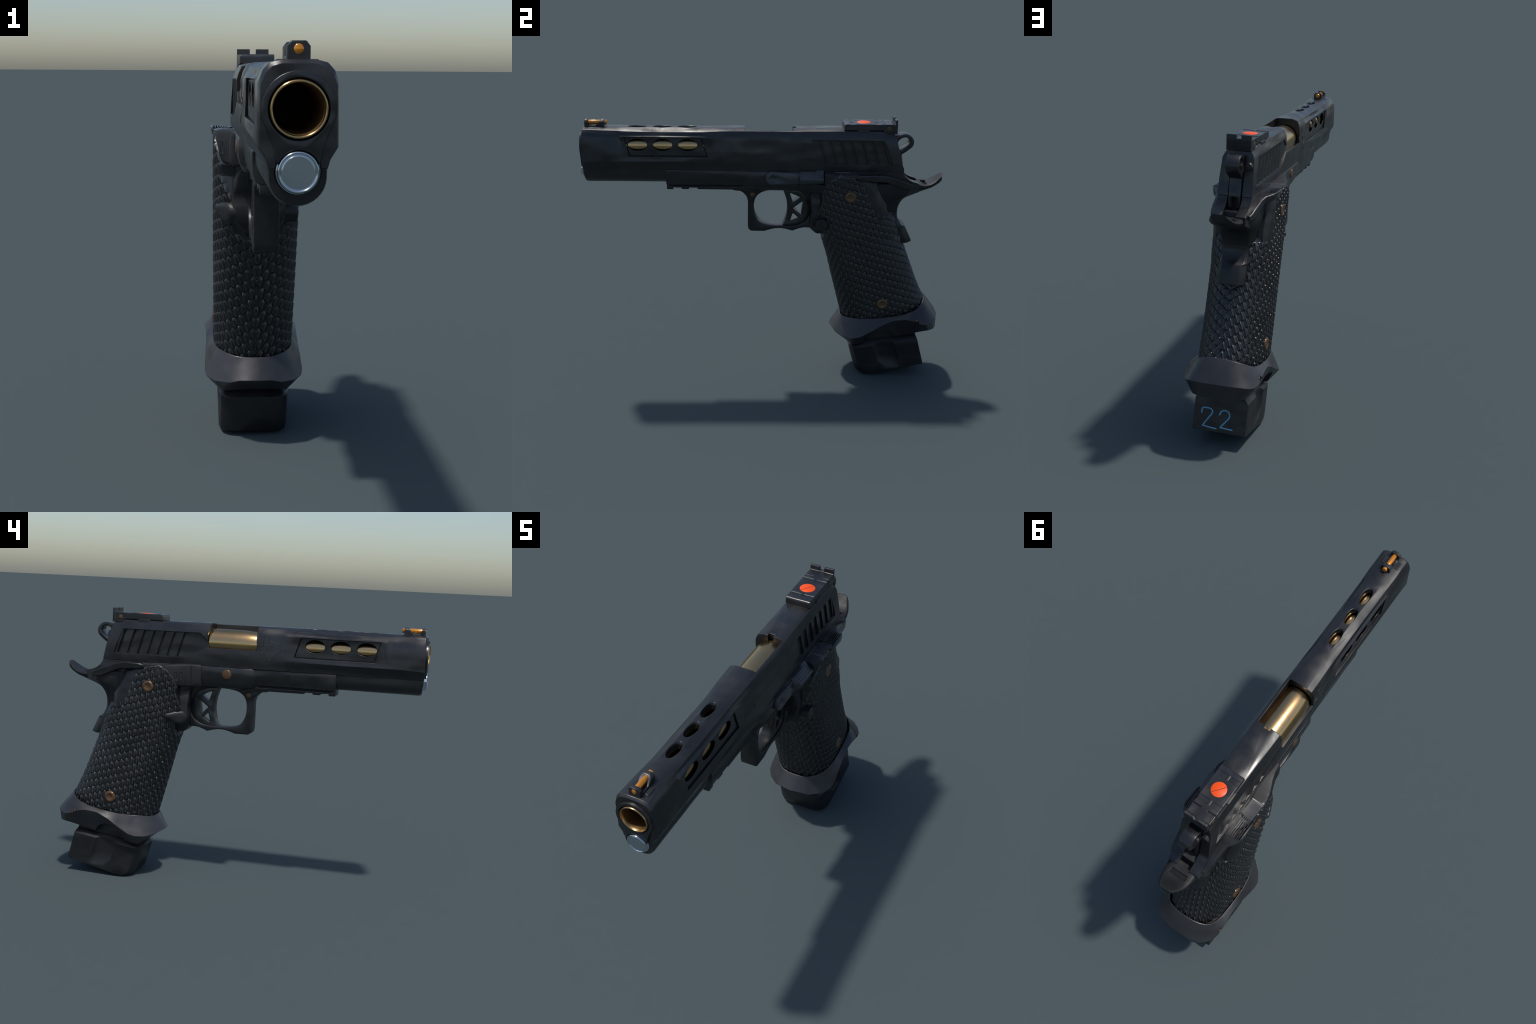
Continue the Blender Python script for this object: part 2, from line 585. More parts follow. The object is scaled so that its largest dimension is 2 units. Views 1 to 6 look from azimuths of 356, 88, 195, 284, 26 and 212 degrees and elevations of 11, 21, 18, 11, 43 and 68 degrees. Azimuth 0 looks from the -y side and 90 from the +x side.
# ------------------------------------------------------------------ sights
fs_base = prism([(-.972, 1.430), (-.972, 1.474), (-.955, 1.474), (-.955, 1.455), (-.948, 1.4435), (-.913, 1.4435), (-.884, 1.4735),
                 (-.866, 1.4735), (-.866, 1.438), (-.850, 1.434), (-.850, 1.430)], -.0245, .0245)
ch = [prism([(s * .011, 1.48), (s * .0305, 1.455), (s * .0305, 1.48)], -1.1, -.8, axis='y') for s in (1, -1)]
boolean(fs_base, ch)
bevel(fs_base, .0015, 1, 40)
own(fs_base, slide, name='front_sight')
fs_base.data.materials.append(STEEL)
dv = prism([(-.046, 1.433), (.046, 1.433), (.043, 1.4368), (-.043, 1.4368)], -.948, -.904, axis='y')
own(dv, fs_base, name='sight_dovetail')
dv.data.materials.append(STEEL)
fib = lathe([(-.9745, .0005), (-.9742, .0045), (-.9733, .0082), (-.9718, .0108), (-.9695, .0122), (-.856, .0122), (-.8535, .0105), (-.8535, .0045), (-.8560, .0030),
             (-.8560, .0005)], (0, 1.4572), 'y', 24)
own(fib, fs_base, name='fibre_rod', ang=40)
fib.data.materials.append(FIBER)

rs = prism(fillet([(.423, 1.4360), (.706, 1.4360), (.706, 1.4690), (.423, 1.4690)], [0, 0, 0, .014], 5), -.0605, .0605)
cs = []
for y in (.4530, .4545, .6080, .6090):
    pass
for y0, y1 in ((.452, .478), (.592, .618)):      # two pairs of shallow pads across the top
    for a, b in ((-.07, -.006), (.006, .07)):
        cs.append(box(a, b, y0, y1, 1.4672, 1.48))
for s in (1, -1):
    cs.append(box(*sorted((s * .018, s * .07)), .6395, .6425, 1.463, 1.48))
    cs.append(box(*sorted((s * .014, s * .07)), .6900, .6935, 1.462, 1.48))
    cs.append(box(*sorted((s * .0590, s * .07)), .6325, .6350, 1.40, 1.48))
    cs.append(box(*sorted((s * .0590, s * .07)), .6900, .6935, 1.40, 1.48))
boolean(rs, cs)
blk = box(-.0602, .0602, .634, .7058, 1.4165, 1.440)
leaf = box(-.0600, .0600, .6965, .7095, 1.4165, 1.4920)
boolean(leaf, [box(-.0115, .0115, .68, .73, 1.4735, 1.52)])
dt = prism([(.488, 1.405), (.566, 1.405), (.558, 1.4365), (.496, 1.4365)], -.0665, .0665)
rear_sight = join('rear_sight', [rs, blk, leaf, dt])
bevel(rear_sight, .0012, 1, 40)
own(rear_sight, slide)
rear_sight.data.materials.append(STEEL)
# cross ribs on the back of the leaf
ribs = []
for k in range(9):
    z = 1.420 + .0056 * k
    ribs.append(prism([(.7090, z), (.7112, z + .0012), (.7112, z + .0026), (.7090, z + .0038)], -.056, .056))
ribo = join('leaf_ribs', ribs)
ribo['kind'] = 'stuff'
own(ribo, rear_sight)
ribo.data.materials.append(STEEL)
disc = lathe([(1.462, .0005), (1.462, .0365), (1.4690, .0365), (1.4696, .0357), (1.4696, .0005)], (0, .5325), 'z', 40)
slot = box(-.035, .035, -.0012, .0012, 1.4684, 1.48)
SLOT = radians(51)
for v in slot.data.vertices:
    x, y = v.co.x, v.co.y
    c, s = cos(SLOT), sin(SLOT)
    v.co.x, v.co.y = x * c - y * s, .5325 + x * s + y * c
boolean(disc, [slot])
own(disc, rear_sight, name='target_disc', ang=40)
disc.data.materials.append(ORANGE)
for s in (1, -1):
    p = lathe([(s * .055, .0005), (s * .055, .0118), (s * .0608, .0118), (s * .0615, .0105), (s * .0612, .0005)], (.6627, 1.4445), 'x', 24)
    own(p, rear_sight, name='sight_pin', ang=40)
    p.data.materials.append(BRONZE)

# ------------------------------------------------------------------ rear of the slide: extractor pin
pin = lathe([(.66, .0005), (.66, .0195), (.7255, .0200), (.7300, .0170), (.7310, .0005)], (-.0560, 1.350), 'y', 28)
own(pin, slide, name='extractor_pin', ang=40)
pin.data.materials.append(STEEL)

# ------------------------------------------------------------------ frame
FR = [  # y, top z, half width top, z of widest, half width, lower z, lower half width, bottom z, bottom half width
    (-.538, 1.2112, .0690, 1.205, .0705, 1.150, .0680, 1.126, .050),
    (-.180, 1.2112, .0690, 1.205, .0710, 1.150, .0690, 1.126, .052),
    (-.110, 1.2112, .0700, 1.205, .0720, 1.150, .0700, 1.122, .052),
    (-.092, 1.2115, .0830, 1.205, .0860, 1.150, .0850, 1.108, .056),
    (-.030, 1.2115, .0840, 1.205, .0870, 1.150, .0865, 1.098, .058),
    (0.460, 1.2115, .0840, 1.205, .0870, 1.150, .0870, 1.096, .060),
]
rings = []
for y, tz, tw, z1, w1, z2, w2, bz, bw in FR:
    zc = (z2 + bz) / 2
    half = [(tw, tz), (w1, z1), (w1, (z1 + z2) / 2), (w2, z2), (w2 * .93, z2 + (bz - z2) * .45), (bw * 1.22, bz + (z2 - bz) * .14),
            (bw, bz)]
    rings.append([(x, y, z) for x, z in half] + [(-x, y, z) for x, z in half[::-1]])
body = loft(rings)
# accessory rail below the dust cover
rail = prism([(-.5365, 1.140), (-.5365, 1.099), (-.5325, 1.0975), (-.502, 1.0975), (-.500, 1.108), (-.494, 1.109), (-.486, 1.107),
              (-.456, 1.107), (-.455, 1.0985), (-.4165, 1.0985), (-.4150, 1.107), (-.371, 1.107), (-.368, 1.0985), (-.180, 1.0975),
              (-.165, 1.0925), (-.06, 1.085), (-.02, 1.12), (-.02, 1.140)], -.0505, .0505)
boolean(rail, [prism([(s * .0405, 1.1215), (s * .07, 1.1255), (s * .07, 1.1145), (s * .0405, 1.1170)], -.520, -.12, axis='y') for s in (1, -1)])
bevel(rail, .0022, 2, 40)
# raised guide along the slide bottom
rear_plate = []
ear = [(.40, 1.2115), (.7515, 1.2115), (.756, 1.200), (.765, 1.186), (.785, 1.168), (.806, 1.1575), (.832, 1.1500), (.846, 1.1420),
       (.842, 1.10), (.78, 1.075), (.70, 1.03), (.40, 1.03)]
e1 = prism(ear, .0350, .0830)
e2 = prism(ear, -.0830, -.0350)
frame = join('frame', [body, rail, e1, e2])
own(frame, ang=38)
frame.data.materials.append(STEEL)

# pins and screws: bronze studs


def stud(name, x, y, z, r, parent, depth=.012, dome=.003, hole=0.0, mat=BRONZE):
    s = 1 if x > 0 else -1
    pr = [(x - s * depth * 2, .0005), (x - s * depth * 2, r), (x - s * dome, r), (x - s * dome * .35, r * .93), (x, r * .78)]
    if hole > 0:
        pr += [(x, hole), (x - s * .0022, hole * .86), (x - s * .0028, hole * .5), (x - s * .0030, .0005)]
    else:
        pr += [(x + s * dome * .2, r * .4), (x + s * dome * .25, .0005)]
    o = lathe(pr, (y, z), 'x', 32)
    own(o, parent, ang=50, name=name)
    o.data.materials.append(mat)
    return o


stud('slide_stop_pin', -.0905, .0458, 1.1748, .0265, frame, dome=.004)
stud('frame_pin', .0415, -.0682, 1.0664, .0150, frame, dome=.004)
stud('frame_pin', -.0405, -.0682, 1.0664, .0150, frame, dome=.004)

# ------------------------------------------------------------------ slide stop (+x)
lever = [(.0393 + .0365 * cos(t), 1.178 + .0365 * sin(t)) for t in [radians(95 + 170 * i / 14) for i in range(15)]]
lever = lever + [(.184, 1.149), (.184, 1.205)]
ss = prism(lever, .080, .1010)
dimple = lathe([(.0945, .0005), (.0960, .012), (.1000, .020), (.1045, .0235), (.12, .0240), (.12, .0005)], (.0440, 1.1735), 'x', 28)
boolean(ss, [dimple])
for v in ss.data.vertices:
    if v.co.x > .09:
        v.co.x += .0030 - .10 * (v.co.z - 1.178)
bevel(ss, .003, 2, 40)
prof = [(.080, 1.221), (.0935, 1.221), (.0960, 1.2165), (.1030, 1.2160), (.1055, 1.2095), (.1125, 1.2085), (.1150, 1.2010),
        (.1220, 1.1995), (.1245, 1.1915), (.1320, 1.1900), (.1385, 1.1800), (.1300, 1.1560), (.120, 1.1525), (.080, 1.1525)]
pad = loft([[(.080 + (x - .080) * k, y, min(z, zt)) for x, z in prof] for y, k, zt in ((.176, .36, 1.207), (.192, .92, 1.214), (.270, 1.0, 1.2140), (.279, 1.0, 1.23), (.3165, 1.0, 1.23))])
bevel(pad, .0012, 1, 40)
stop = join('slide_stop', [ss, pad])
own(stop, frame, ang=35)
stop.data.materials.append(LEVER)

# ------------------------------------------------------------------ grip
LEAN = radians(18.2)
GO = np.array([.463, 1.0877])
AX = np.array([sin(LEAN), -cos(LEAN)])     # down the grip
BX = np.array([cos(LEAN), sin(LEAN)])      # towards the back


def yz(s, t):
    p = GO + AX * s + BX * t
    return float(p[0]), float(p[1])


TF = [(-.2, -.214), (.05, -.218), (.25, -.212), (.32, -.2130), (.45, -.2220), (.70, -.2360), (.9, -.246)]
TR = [(-.2, .150), (.08, .150), (.17, .190), (.24, .200), (.40, .2050), (.62, .2165), (.76, .2320), (.9, .245)]


def grip_base(u, s):
    """point on the bare grip: u 0..1 from the front centre round one side to the back centre"""
    tf = interp_rows(TF, s)[0]
    tr = interp_rows(TR, s)[0]
    th = pi * u
    c, sn = -cos(th), sin(th)
    tm = -0.03
    half = interp_rows([(-.2, .1480), (.3, .1480), (.72, .1455), (.78, .138)], s)[0]
    if c < 0:
        e = 2.75
        L = tm - tf
    else:
        e = interp_rows([(-.2, 4.2), (.12, 4.0), (.30, 2.8), (.55, 2.9), (.75, 3.2)], s)[0]
        L = tr - tm
    x = half * abs(sn) ** (2 / e)
    t = tm + L * (1 if c > 0 else -1) * abs(c) ** (2 / e)
    return x, t


# outline of the scaled zone on each side, in (s, t); outside it the grip is plain
BND_F = [(-.128, -.055), (-.112, -.090), (-.090, -.118), (-.055, -.146), (-.015, -.153), (.060, -.203), (.105, -.213), (.135, -.195),
         (.190, -.199), (.215, -.215), (.245, -.26)]
BND_R = [(-.122, -.010), (-.100, .040), (-.060, .078), (-.040, .108), (.005, .118), (.065, .121), (.150, .126), (.168, .150), (.182, .26)]


def zone(s, t):
    """signed distance-like value: > 0 inside the scaled zone"""
    top = s + .128
    tb = interp_rows(BND_F, s)[0] if s > -.128 else -.055
    fr = t - tb
    rr = (interp_rows(BND_R, s)[0] - t) if s > -.122 else -.010 - t
    return min(top, fr, rr)


SW, SH = .0486, .0240          # scale width, row step


def scale_height(a, s):
    """overlapping pointed scales; a = distance round the grip, s = distance down it"""
    p = a - .10 * s
    q = s + .227 * a                           # rows climb towards the back
    r0 = math.floor(q / SH)
    for r in range(r0 - 2, r0 + 2):            # upper rows overlap lower ones
        off = 0.5 * SW if r % 2 else 0.0
        k = round((p - off) / SW)
        u = (p - off - k * SW) / (SW * .5)     # -1..1
        v = (q - r * SH) / SH                  # rows below the scale's root line
        if abs(u) > 1:
            continue
        edge = 0.20 + 1.80 * (1 - abs(u) ** 1.7) ** .75
        if v <= edge and v > -0.6:
            f = min(max(v / 2.0, 0.0), 1.0)
            h = min(f / .30, 1.0)
            rise = .30 + .70 * h * h * (3 - 2 * h)       # rounded head below the row above
            dome = 1 - .50 * abs(u) ** 1.8
            uk = u + .44 * (v - 1) - .05                 # the keel stands upright while the grip leans
            keel = max(0.0, 1 - abs(uk) / .28) * min(f / .08, 1.0) * (1 - .60 * f)
            g = min((edge - v) / .30, 1.0)               # rounded, steep lower edge
            lip = 1 - (1 - g) ** 2.4
            return (.0056 * rise * dome + .0070 * keel) * lip
    return 0.0


def build_grip():
    NU, NV = 290, 420
    fine = np.linspace(0, 1, 500) ** 1.0

    def even_ring(s):
        """points spread evenly round half the grip at depth s (s may differ per point)"""
        ring = np.array([grip_base(u, s) for u in fine])
        acc = np.concatenate([[0], np.cumsum(np.hypot(*np.diff(ring, axis=0).T))])
        want = np.linspace(0, acc[-1], NU)
        return np.stack([np.interp(want, acc, ring[:, 0]), np.interp(want, acc, ring[:, 1])], 1)

    S1 = .765
    levels = np.linspace(-.20, S1 + .01, 100)
    stack = np.array([even_ring(s) for s in levels])          # level, column, (x, t)
    P = np.zeros((NV, NU, 3))
    t0 = stack[25, :, 1]
    for i in range(NU):
        s0 = max((.312 * t0[i] - .1175) / .95, -.190)         # every column starts below the slide
        ss_ = np.linspace(s0, S1, NV)
        P[:, i, 0] = np.interp(ss_, levels, stack[:, i, 0])
        P[:, i, 1] = ss_
        P[:, i, 2] = np.interp(ss_, levels, stack[:, i, 1])
    # distance round the ring, measured from the front centre
    d = np.zeros((NV, NU))
    dx = np.diff(P[:, :, 0], axis=1)
    dt = np.diff(P[:, :, 2], axis=1)
    d[:, 1:] = np.cumsum(np.sqrt(dx ** 2 + dt ** 2), axis=1)
    ref = d[int(NV * .5)]
    W = np.zeros((NV, NU, 3))
    for j in range(NV):
        for i in range(NU):
            x, s, t = P[j, i]
            i0, i1 = max(i - 1, 0), min(i + 1, NU - 1)
            tx = P[j, i1, 0] - P[j, i0, 0]
            tt = P[j, i1, 2] - P[j, i0, 2]
            if i == 0 or i == NU - 1:
                tx, tt = (1, 0) if i == 0 else (-1, 0)
            l = sqrt(tx * tx + tt * tt) or 1
            nx, nt = -(-tt) / l, -tx / l     # outward normal in (x, t)
            z = zone(s, t)
            k = min(max((z + .002) / .005, 0), 1)
            h = 0.0
            if k > 0:
                h = k * (-.0010 + scale_height(d[j, i], s))
            if i == 0 or i == NU - 1:
                nx = 0
            x2, t2 = x + nx * h, t + nt * h
            if s > -.128:                      # plain front of the grip is waisted beside the scaled zone
                fr = t - interp_rows(BND_F, s)[0]
            else:
                fr = t + .055 if t < -.03 else 0.0
            if fr < 0 and t < -.03:
                x2 *= .70 + .30 * max(0.0, 1 + fr / .010)
            y, zz = yz(s, t2)
            W[j, i] = (x2, y, zz)
    bm = bmesh.new()
    idx = {}
    cols = []
    for side in (1, -1):
        for i in (range(NU) if side == 1 else range(NU - 2, 0, -1)):
            cols.append((side, i))
    grid = [[bm.verts.new((W[j, i, 0] * side, W[j, i, 1], W[j, i, 2])) for side, i in cols] for j in range(NV)]
    n = len(cols)
    for j in range(NV - 1):
        for i in range(n):
            bm.faces.new((grid[j][i], grid[j][(i + 1) % n], grid[j + 1][(i + 1) % n], grid[j + 1][i]))
    bm.faces.new(grid[0])
    bm.faces.new(grid[-1][::-1])
    return from_bm('grip', bm)


grip = build_grip()
own(grip, ang=60)
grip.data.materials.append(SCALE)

# polymer shoulder blocks beside the frame (both sides)
sh = []
rings = []
for y, xo, zt, zb in ((.184, .090, 1.2115, 1.1030), (.190, .097, 1.2155, 1.0985), (.200, .1015, 1.2170, 1.0970), (.238, .1060, 1.2175, 1.0965),
                      (.283, .1200, 1.2175, 1.0965), (.318, .1360, 1.2150, 1.0965), (.352, .1480, 1.2120, 1.0965), (.400, .1520, 1.2060, 1.10), (.460, .1500, 1.2000, 1.10),
                      (.505, .1440, 1.1960, 1.10), (.60, .10, 1.19, 1.10)):
    zc = (zt + zb) / 2
    rings.append([(.05, y, zt), (xo * .90, y, zt), (xo * .97, y, zt - .004), (xo, y, zt - .014), (xo, y, zb + .03), (xo * .97, y, zb + .008),
                  (xo * .90, y, zb), (.05, y, zb)])
b1 = loft(rings)
# seat for the slide stop pad on the +x side only
boolean(b1, [box(.0875, .2, .0, .3215, 1.150, 1.30)])
b1.name = 'shoulder'
b2 = loft([[(-x, y, z) for x, y, z in r] for r in rings])
# groove line across the -x block near its front
boolean(b2, [box(-.2, -.1035, .2365, .2395, 1.05, 1.3)])
shoulder = join('grip_shoulder', [b1, b2])
own(shoulder, grip, ang=35)
shoulder.data.materials.append(MATTE)
text_mark('2011', .080, (-.1440, .276, 1.150), -1, POLY, shoulder, 'engraved_number', .0012, .62)

# ------------------------------------------------------------------ trigger guard
outer = [(-.165, 1.0960), (-.137, 1.0880), (-.117, 1.0750), (-.100, 1.0550), (-.093, 1.0300), (-.0925, .8830), (-.0880, .8640), (-.0720, .8545),
         (.0010, .8540)]
for k in range(1, 9):
    f = k / 9
    outer.append((.001 + .156 * f, .8540 + .0165 * sin(pi * f) + .002 * f))
outer.append((.157, .8560))
for k in range(1, 9):
    f = k / 9
    outer.append((.157 + .135 * f, .8560 + .0165 * sin(pi * f) + .008 * f))
outer += [(.292, .8630), (.330, .83), (.40, .83), (.40, 1.115), (-.15, 1.115)]
guard = prism(outer, -.0395, .0395)
hole = spline([(-.0598, .9989), (-.0500, 1.048), (-.020, 1.078), (.030, 1.0915), (.120, 1.0950), (.190, 1.0860), (.238, 1.0450), (.258, .9850),
               (.240, .9300), (.205, .9010), (.160, .8880), (.100, .8870), (.035, .8880), (-.022, .9030), (-.0520, .9480)], 5, closed=True)
boolean(guard, [prism(hole, -.1, .1)])
bevel(guard, .004, 2, 40)
# wider web behind the trigger that flows into the grip
web = []
for z, yf, w in ((1.10, .262, .058), (1.085, .262, .066), (1.065, .262, .080), (1.035, .262, .089), (.98, .264, .093), (.93, .262, .092), (.900, .262, .086), (.880, .266, .070), (.866, .276, .055), (.845, .30, .050),):
    yb = .40
    web.append([(w * .88, yf - .012, z), (w, yf - .004, z), (w * 1.03, yf + .030, z), (w * 1.1, yf + .075, z), (w * 1.1, yb, z), (-w * 1.1, yb, z),
                (-w * 1.1, yf + .075, z), (-w * 1.03, yf + .030, z), (-w, yf - .004, z), (-w * .88, yf - .012, z)])
webo = loft(web)
boolean(webo, [prism(spline([(.10, 1.085), (.180, 1.088), (.232, 1.050), (.2575, .985), (.236, .925), (.19, .895), (.12, .89), (.0, .90), (.0, 1.05)], 5, closed=True),
                     -.2, .2)])
bevel(webo, .004, 2, 35)
tg = join('trigger_guard', [guard, webo])
own(tg, grip, ang=35)
tg.data.materials.append(POLY)

# ------------------------------------------------------------------ trigger
tp = spline([(.100, 1.096), (.1185, 1.045), (.1260, 1.000), (.1250, .960), (.1150, .915), (.1000, .8860)], 4) + \
     [(.170, .8860), (.215, .905), (.248, .945), (.262, .985), (.245, 1.045), (.20, 1.085), (.16, 1.096)]
trig = prism(tp, -.0300, .0300)
tri = [[(.136, 1.0770), (.1965, 1.0510), (.1575, 1.0130)], [(.2145, 1.0300), (.1575, .9870), (.2040, .9400)],
       [(.1565, .9600), (.1900, .9310), (.1420, .9040)]]
boolean(trig, [prism(fillet(t, [.006, .004, .004], 4), -.1, .1) for t in tri])
bevel(trig, .0025, 2, 40)
own(trig, frame, name='trigger', ang=35)
trig.data.materials.append(STEEL)

# ------------------------------------------------------------------ magazine release
rel = lathe([(.08, .0005), (.08, .0330), (.1340, .0330), (.1370, .0300), (.1375, .0005)], (.3124, .9236), 'x', 36)
own(rel, grip, name='magazine_release', ang=40)
rel.data.materials.append(POLY)
blob = [(.2855 + .0350 * cos(t), .9290 + .0350 * sin(t)) for t in [radians(-100 - 200 * i / 20) for i in range(21)]]
blob += [(.315, .9615), (.345, .9520)] + [(.3560 + .0130 * cos(t), .9370 + .0130 * sin(t)) for t in [radians(90 - 180 * i / 8) for i in range(9)]] + \
        [(.338, .9150), (.315, .8990)]


def inset(poly, k, c):
    return [(c[0] + (a - c[0]) * k, c[1] + (b - c[1]) * k) for a, b in poly]


cc = (.305, .930)
rel2 = loft([[(-x - (.44 * (y - .2535) if x > .07 else 0), y, z) for y, z in inset(blob, k, cc)]
             for x, k in ((.05, 1.0), (.096, 1.0), (.101, .95), (.1045, .82), (.106, .5))])
own(rel2, grip, name='magazine_release', ang=45)
rel2.data.materials.append(POLY)

# ------------------------------------------------------------------ grip screws
for s in (1, -1):
    for (y, z) in ((.463, 1.0878), (.669, .4603)):
        stud('grip_screw', s * .1585, y, z, .0325, grip, depth=.010, dome=.007, hole=.0160)

# ------------------------------------------------------------------ grip safety with beavertail
bt = []
TAIL = [  # y, z bottom, z top, half width, dish depth
    (.580, 1.040, 1.165, .0870, .0),
    (.690, 1.030, 1.160, .0850, .0),
    (.760, 1.040, 1.150, .0820, .0),
    (.800, 1.068, 1.146, .0800, .004),
    (.845, 1.082, 1.143, .0770, .008),
    (.885, 1.098, 1.140, .0730, .010),
    (.915, 1.108, 1.146, .0670, .010),
    (.938, 1.118, 1.158, .0570, .006),
    (.957, 1.131, 1.173, .0480, .003),
    (.974, 1.147, 1.186, .0360, .001),
]
for y, zb, zt, w, dd in TAIL:
    ring = []
    n = 28
    for i in range(n):
        t = 2 * pi * i / n
        c, sn = cos(t), sin(t)
        e = 2 / 3.4
        x = w * abs(c) ** e * (1 if c > 0 else -1)
        zz = abs(sn) ** e * (1 if sn > 0 else -1)
        z = (zb + zt) / 2 + (zt - zb) / 2 * zz
        if sn > 0:
            z -= dd * (1 - (x / w) ** 2)
        else:
            z += .018 * min(1, (zt - zb) / .06) * (abs(x) / w) ** 2.5
        yy = y + (.006 * (1 - (x / w) ** 2) if y > .95 else 0)
        ring.append((x, yy, z))
    bt.append(ring)
tail = loft(bt)
boolean(tail, [box(-.036, .036, .62, .838, 1.10, 1.3), prism([(.868, 1.30), (.868, 1.128), (.893, 1.120), (.902, 1.30)], -.043, .043)])
bs = []
for z, yr, w in ((1.150, .80, .0830), (1.100, .812, .0830), (1.075, .789, .0820), (1.055, .765, .0800), (1.033, .7497, .0780), (1.010, .7415, .0750), (.990, .7387, .0730), (.970, .7385, .0710)):
    half = [(w * 1.30, .60), (w * 1.28, .655), (w * 1.12, yr - .045), (w, yr - .022), (w * .93, yr - .009), (w * .72, yr - .002), (0, yr)]
    bs.append([(x, y, z) for x, y in half] + [(-x, y, z) for x, y in half[-2::-1]])
back = loft(bs)
gs = join('grip_safety', [tail, back])
own(gs, ang=40)
gs.data.materials.append(MATTE)
# polymer tang that borders the scaled zone on both sides
ta = []
for z, ya, yb in ((1.180, .560, .600), (1.158, .590, .610), (1.109, .606, .622), (1.077, .622, .640), (1.038, .650, .667), (.975, .652, .669), (.955, .66, .69)):
    half = [(.1460, .520), (.1440, ya - .020), (.1330, ya), (.1180, yb), (.060, yb + .004)]
    ta.append([(x, y, z) for x, y in half] + [(-x, y, z) for x, y in half[::-1]])
tg1 = loft(ta)
bevel(tg1, .004, 2, 50)
own(tg1, grip, name='grip_tang', ang=40)
tg1.data.materials.append(POLY)

# mainspring housing
ms = []
for z, yr, w in ((.978, .7370, .0700), (.960, .7372, .0695), (.944, .7400, .069), (.920, .7520, .0685), (.904, .7620, .068), (.898, .7700, .068), (.892, .7830, .068),
                 (.886, .7900, .068), (.860, .8020, .069), (.803, .8290, .069)):
    e = 1.0 if z < .89 else .35
    ms.append([(w, yr - .12, z), (w, yr - .020 - .012 * e, z), (w * (.90 - .22 * e), yr - .002, z), (0, yr, z), (-w * (.90 - .22 * e), yr - .002, z), (-w, yr - .020 - .012 * e, z), (-w, yr - .12, z)])
last = [(x, y, z - .010 * min(1, max(0, (.829 - y) / .06))) for x, y, z in ms[-1]]
ms[-1] = last
msh = loft(ms)
bevel(msh, .004, 2, 30)
own(msh, name='mainspring_housing', ang=38)
msh.data.materials.append(POLY)

# ------------------------------------------------------------------ thumb safeties
TS = [  # y, x outer bottom, x outer top, z bottom, z top inner, z top outer
    (.484, .140, .142, 1.186, 1.200, 1.197),
    (.494, .152, .155, 1.182, 1.206, 1.204),
    (.515, .157, .162, 1.179, 1.209, 1.209),
    (.595, .158, .164, 1.174, 1.210, 1.213),
    (.628, .146, .150, 1.172, 1.206, 1.207),
    (.655, .122, .126, 1.163, 1.201, 1.200),
    (.690, .112, .115, 1.148, 1.191, 1.190),
    (.757, .106, .108, 1.120, 1.165, 1.165),
    (.795, .100, .102, 1.116, 1.148, 1.148),
    (.812, .094, .096, 1.120, 1.142, 1.142),
]
rings = []
for y, xb, xt, zb, zi, zo in TS:
    rings.append([(.0815, y, zb), (xb - .006, y, zb), (xb, y, zb + .004), (xt, y, zo - .004), (xt - .004, y, zo), (.0815, y, zi)])
sf = loft(rings)
g = []
for k in range(6):       # finger grooves along the pad
    x = .1030 + .0092 * k
    g.append(box(x, x + .0042, .470, .612, 1.2030 + .0003 * k, 1.24))
boolean(sf, g)
hub = lathe([(.075, .0005), (.075, .020), (.0895, .020), (.0905, .018), (.0905, .0005)], (.640, 1.118), 'x', 28)
sf = join('thumb_safety', [sf, hub])
smooth(sf, 38)
sf.data.materials.append(STEEL)
sf2 = mirrored(sf)
own(sf, frame, ang=38)
own(sf2, frame, ang=38, name='thumb_safety')
stud('safety_pin', -.0950, .6250, 1.1060, .0130, frame, depth=.02, dome=.003)
stud('safety_pin', .0950, .6250, 1.1060, .0130, frame, depth=.02, dome=.003)

# ------------------------------------------------------------------ hammer
ho = spline([(.700, 1.395), (.7350, 1.4075), (.7630, 1.4110), (.7900, 1.4000), (.8080, 1.3730), (.8030, 1.3440), (.7800, 1.3220), (.7480, 1.2990), (.700, 1.275)], 5)
ho = ho + [(.69, 1.275), (.69, 1.395)]
ham = prism(ho, -.0325, .0325)
hi = spline([(.722, 1.368), (.742, 1.388), (.766, 1.3915), (.784, 1.3760), (.7820, 1.3560), (.762, 1.3350), (.740, 1.3230), (.722, 1.330)], 5, closed=True)
boolean(ham, [prism(hi, -.1, .1)])
bevel(ham, .0035, 2, 40)
hb = prism([(.66, 1.30), (.745, 1.30), (.7560, 1.235), (.7640, 1.215), (.7660, 1.160), (.74, 1.13), (.66, 1.13)], -.0290, .0290)
boolean(hb, [box(-.0095, .0095, .755, .8, 1.10, 1.2105)])
bevel(hb, .003, 2, 40)
hammer = join('hammer', [ham, hb])
own(hammer, frame, ang=38)
hammer.data.materials.append(STEEL)
fp = box(-.034, .034, .600, .690, 1.15, 1.40)
own(fp, slide, name='firing_pin_stop')
fp.data.materials.append(DARK)

# ------------------------------------------------------------------ magazine well
# half rings from front centre to back centre
WIDE = [(0, .385, .278), (.060, .399, .274), (.098, .414, .262), (.153, .463, .254), (.183, .511, .258), (.190, .547, .270), (.188, .610, .305), (.184, .670, .342),
        (.183, .735, .372), (.187, .800, .379), (.190, .850, .371), (.187, .890, .352), (.178, .925, .343), (.158, .957, .349), (.124, .984, .361), (.060, .999, .366), (0, .9995, .367)]
RIM = [(0, .4420, .350), (.040, .4440, .351), (.075, .4530, .354), (.110, .4780, .360), (.135, .5110, .365), (.148, .5500, .3660), (.156, .6100, .369), (.158, .6700, .376),
       (.158, .7350, .386), (.156, .8000, .399), (.150, .8460, .413), (.138, .8770, .428), (.118, .8990, .442), (.090, .9130, .453), (.060, .9200, .461), (.030, .9240, .466), (0, .9245, .467)]
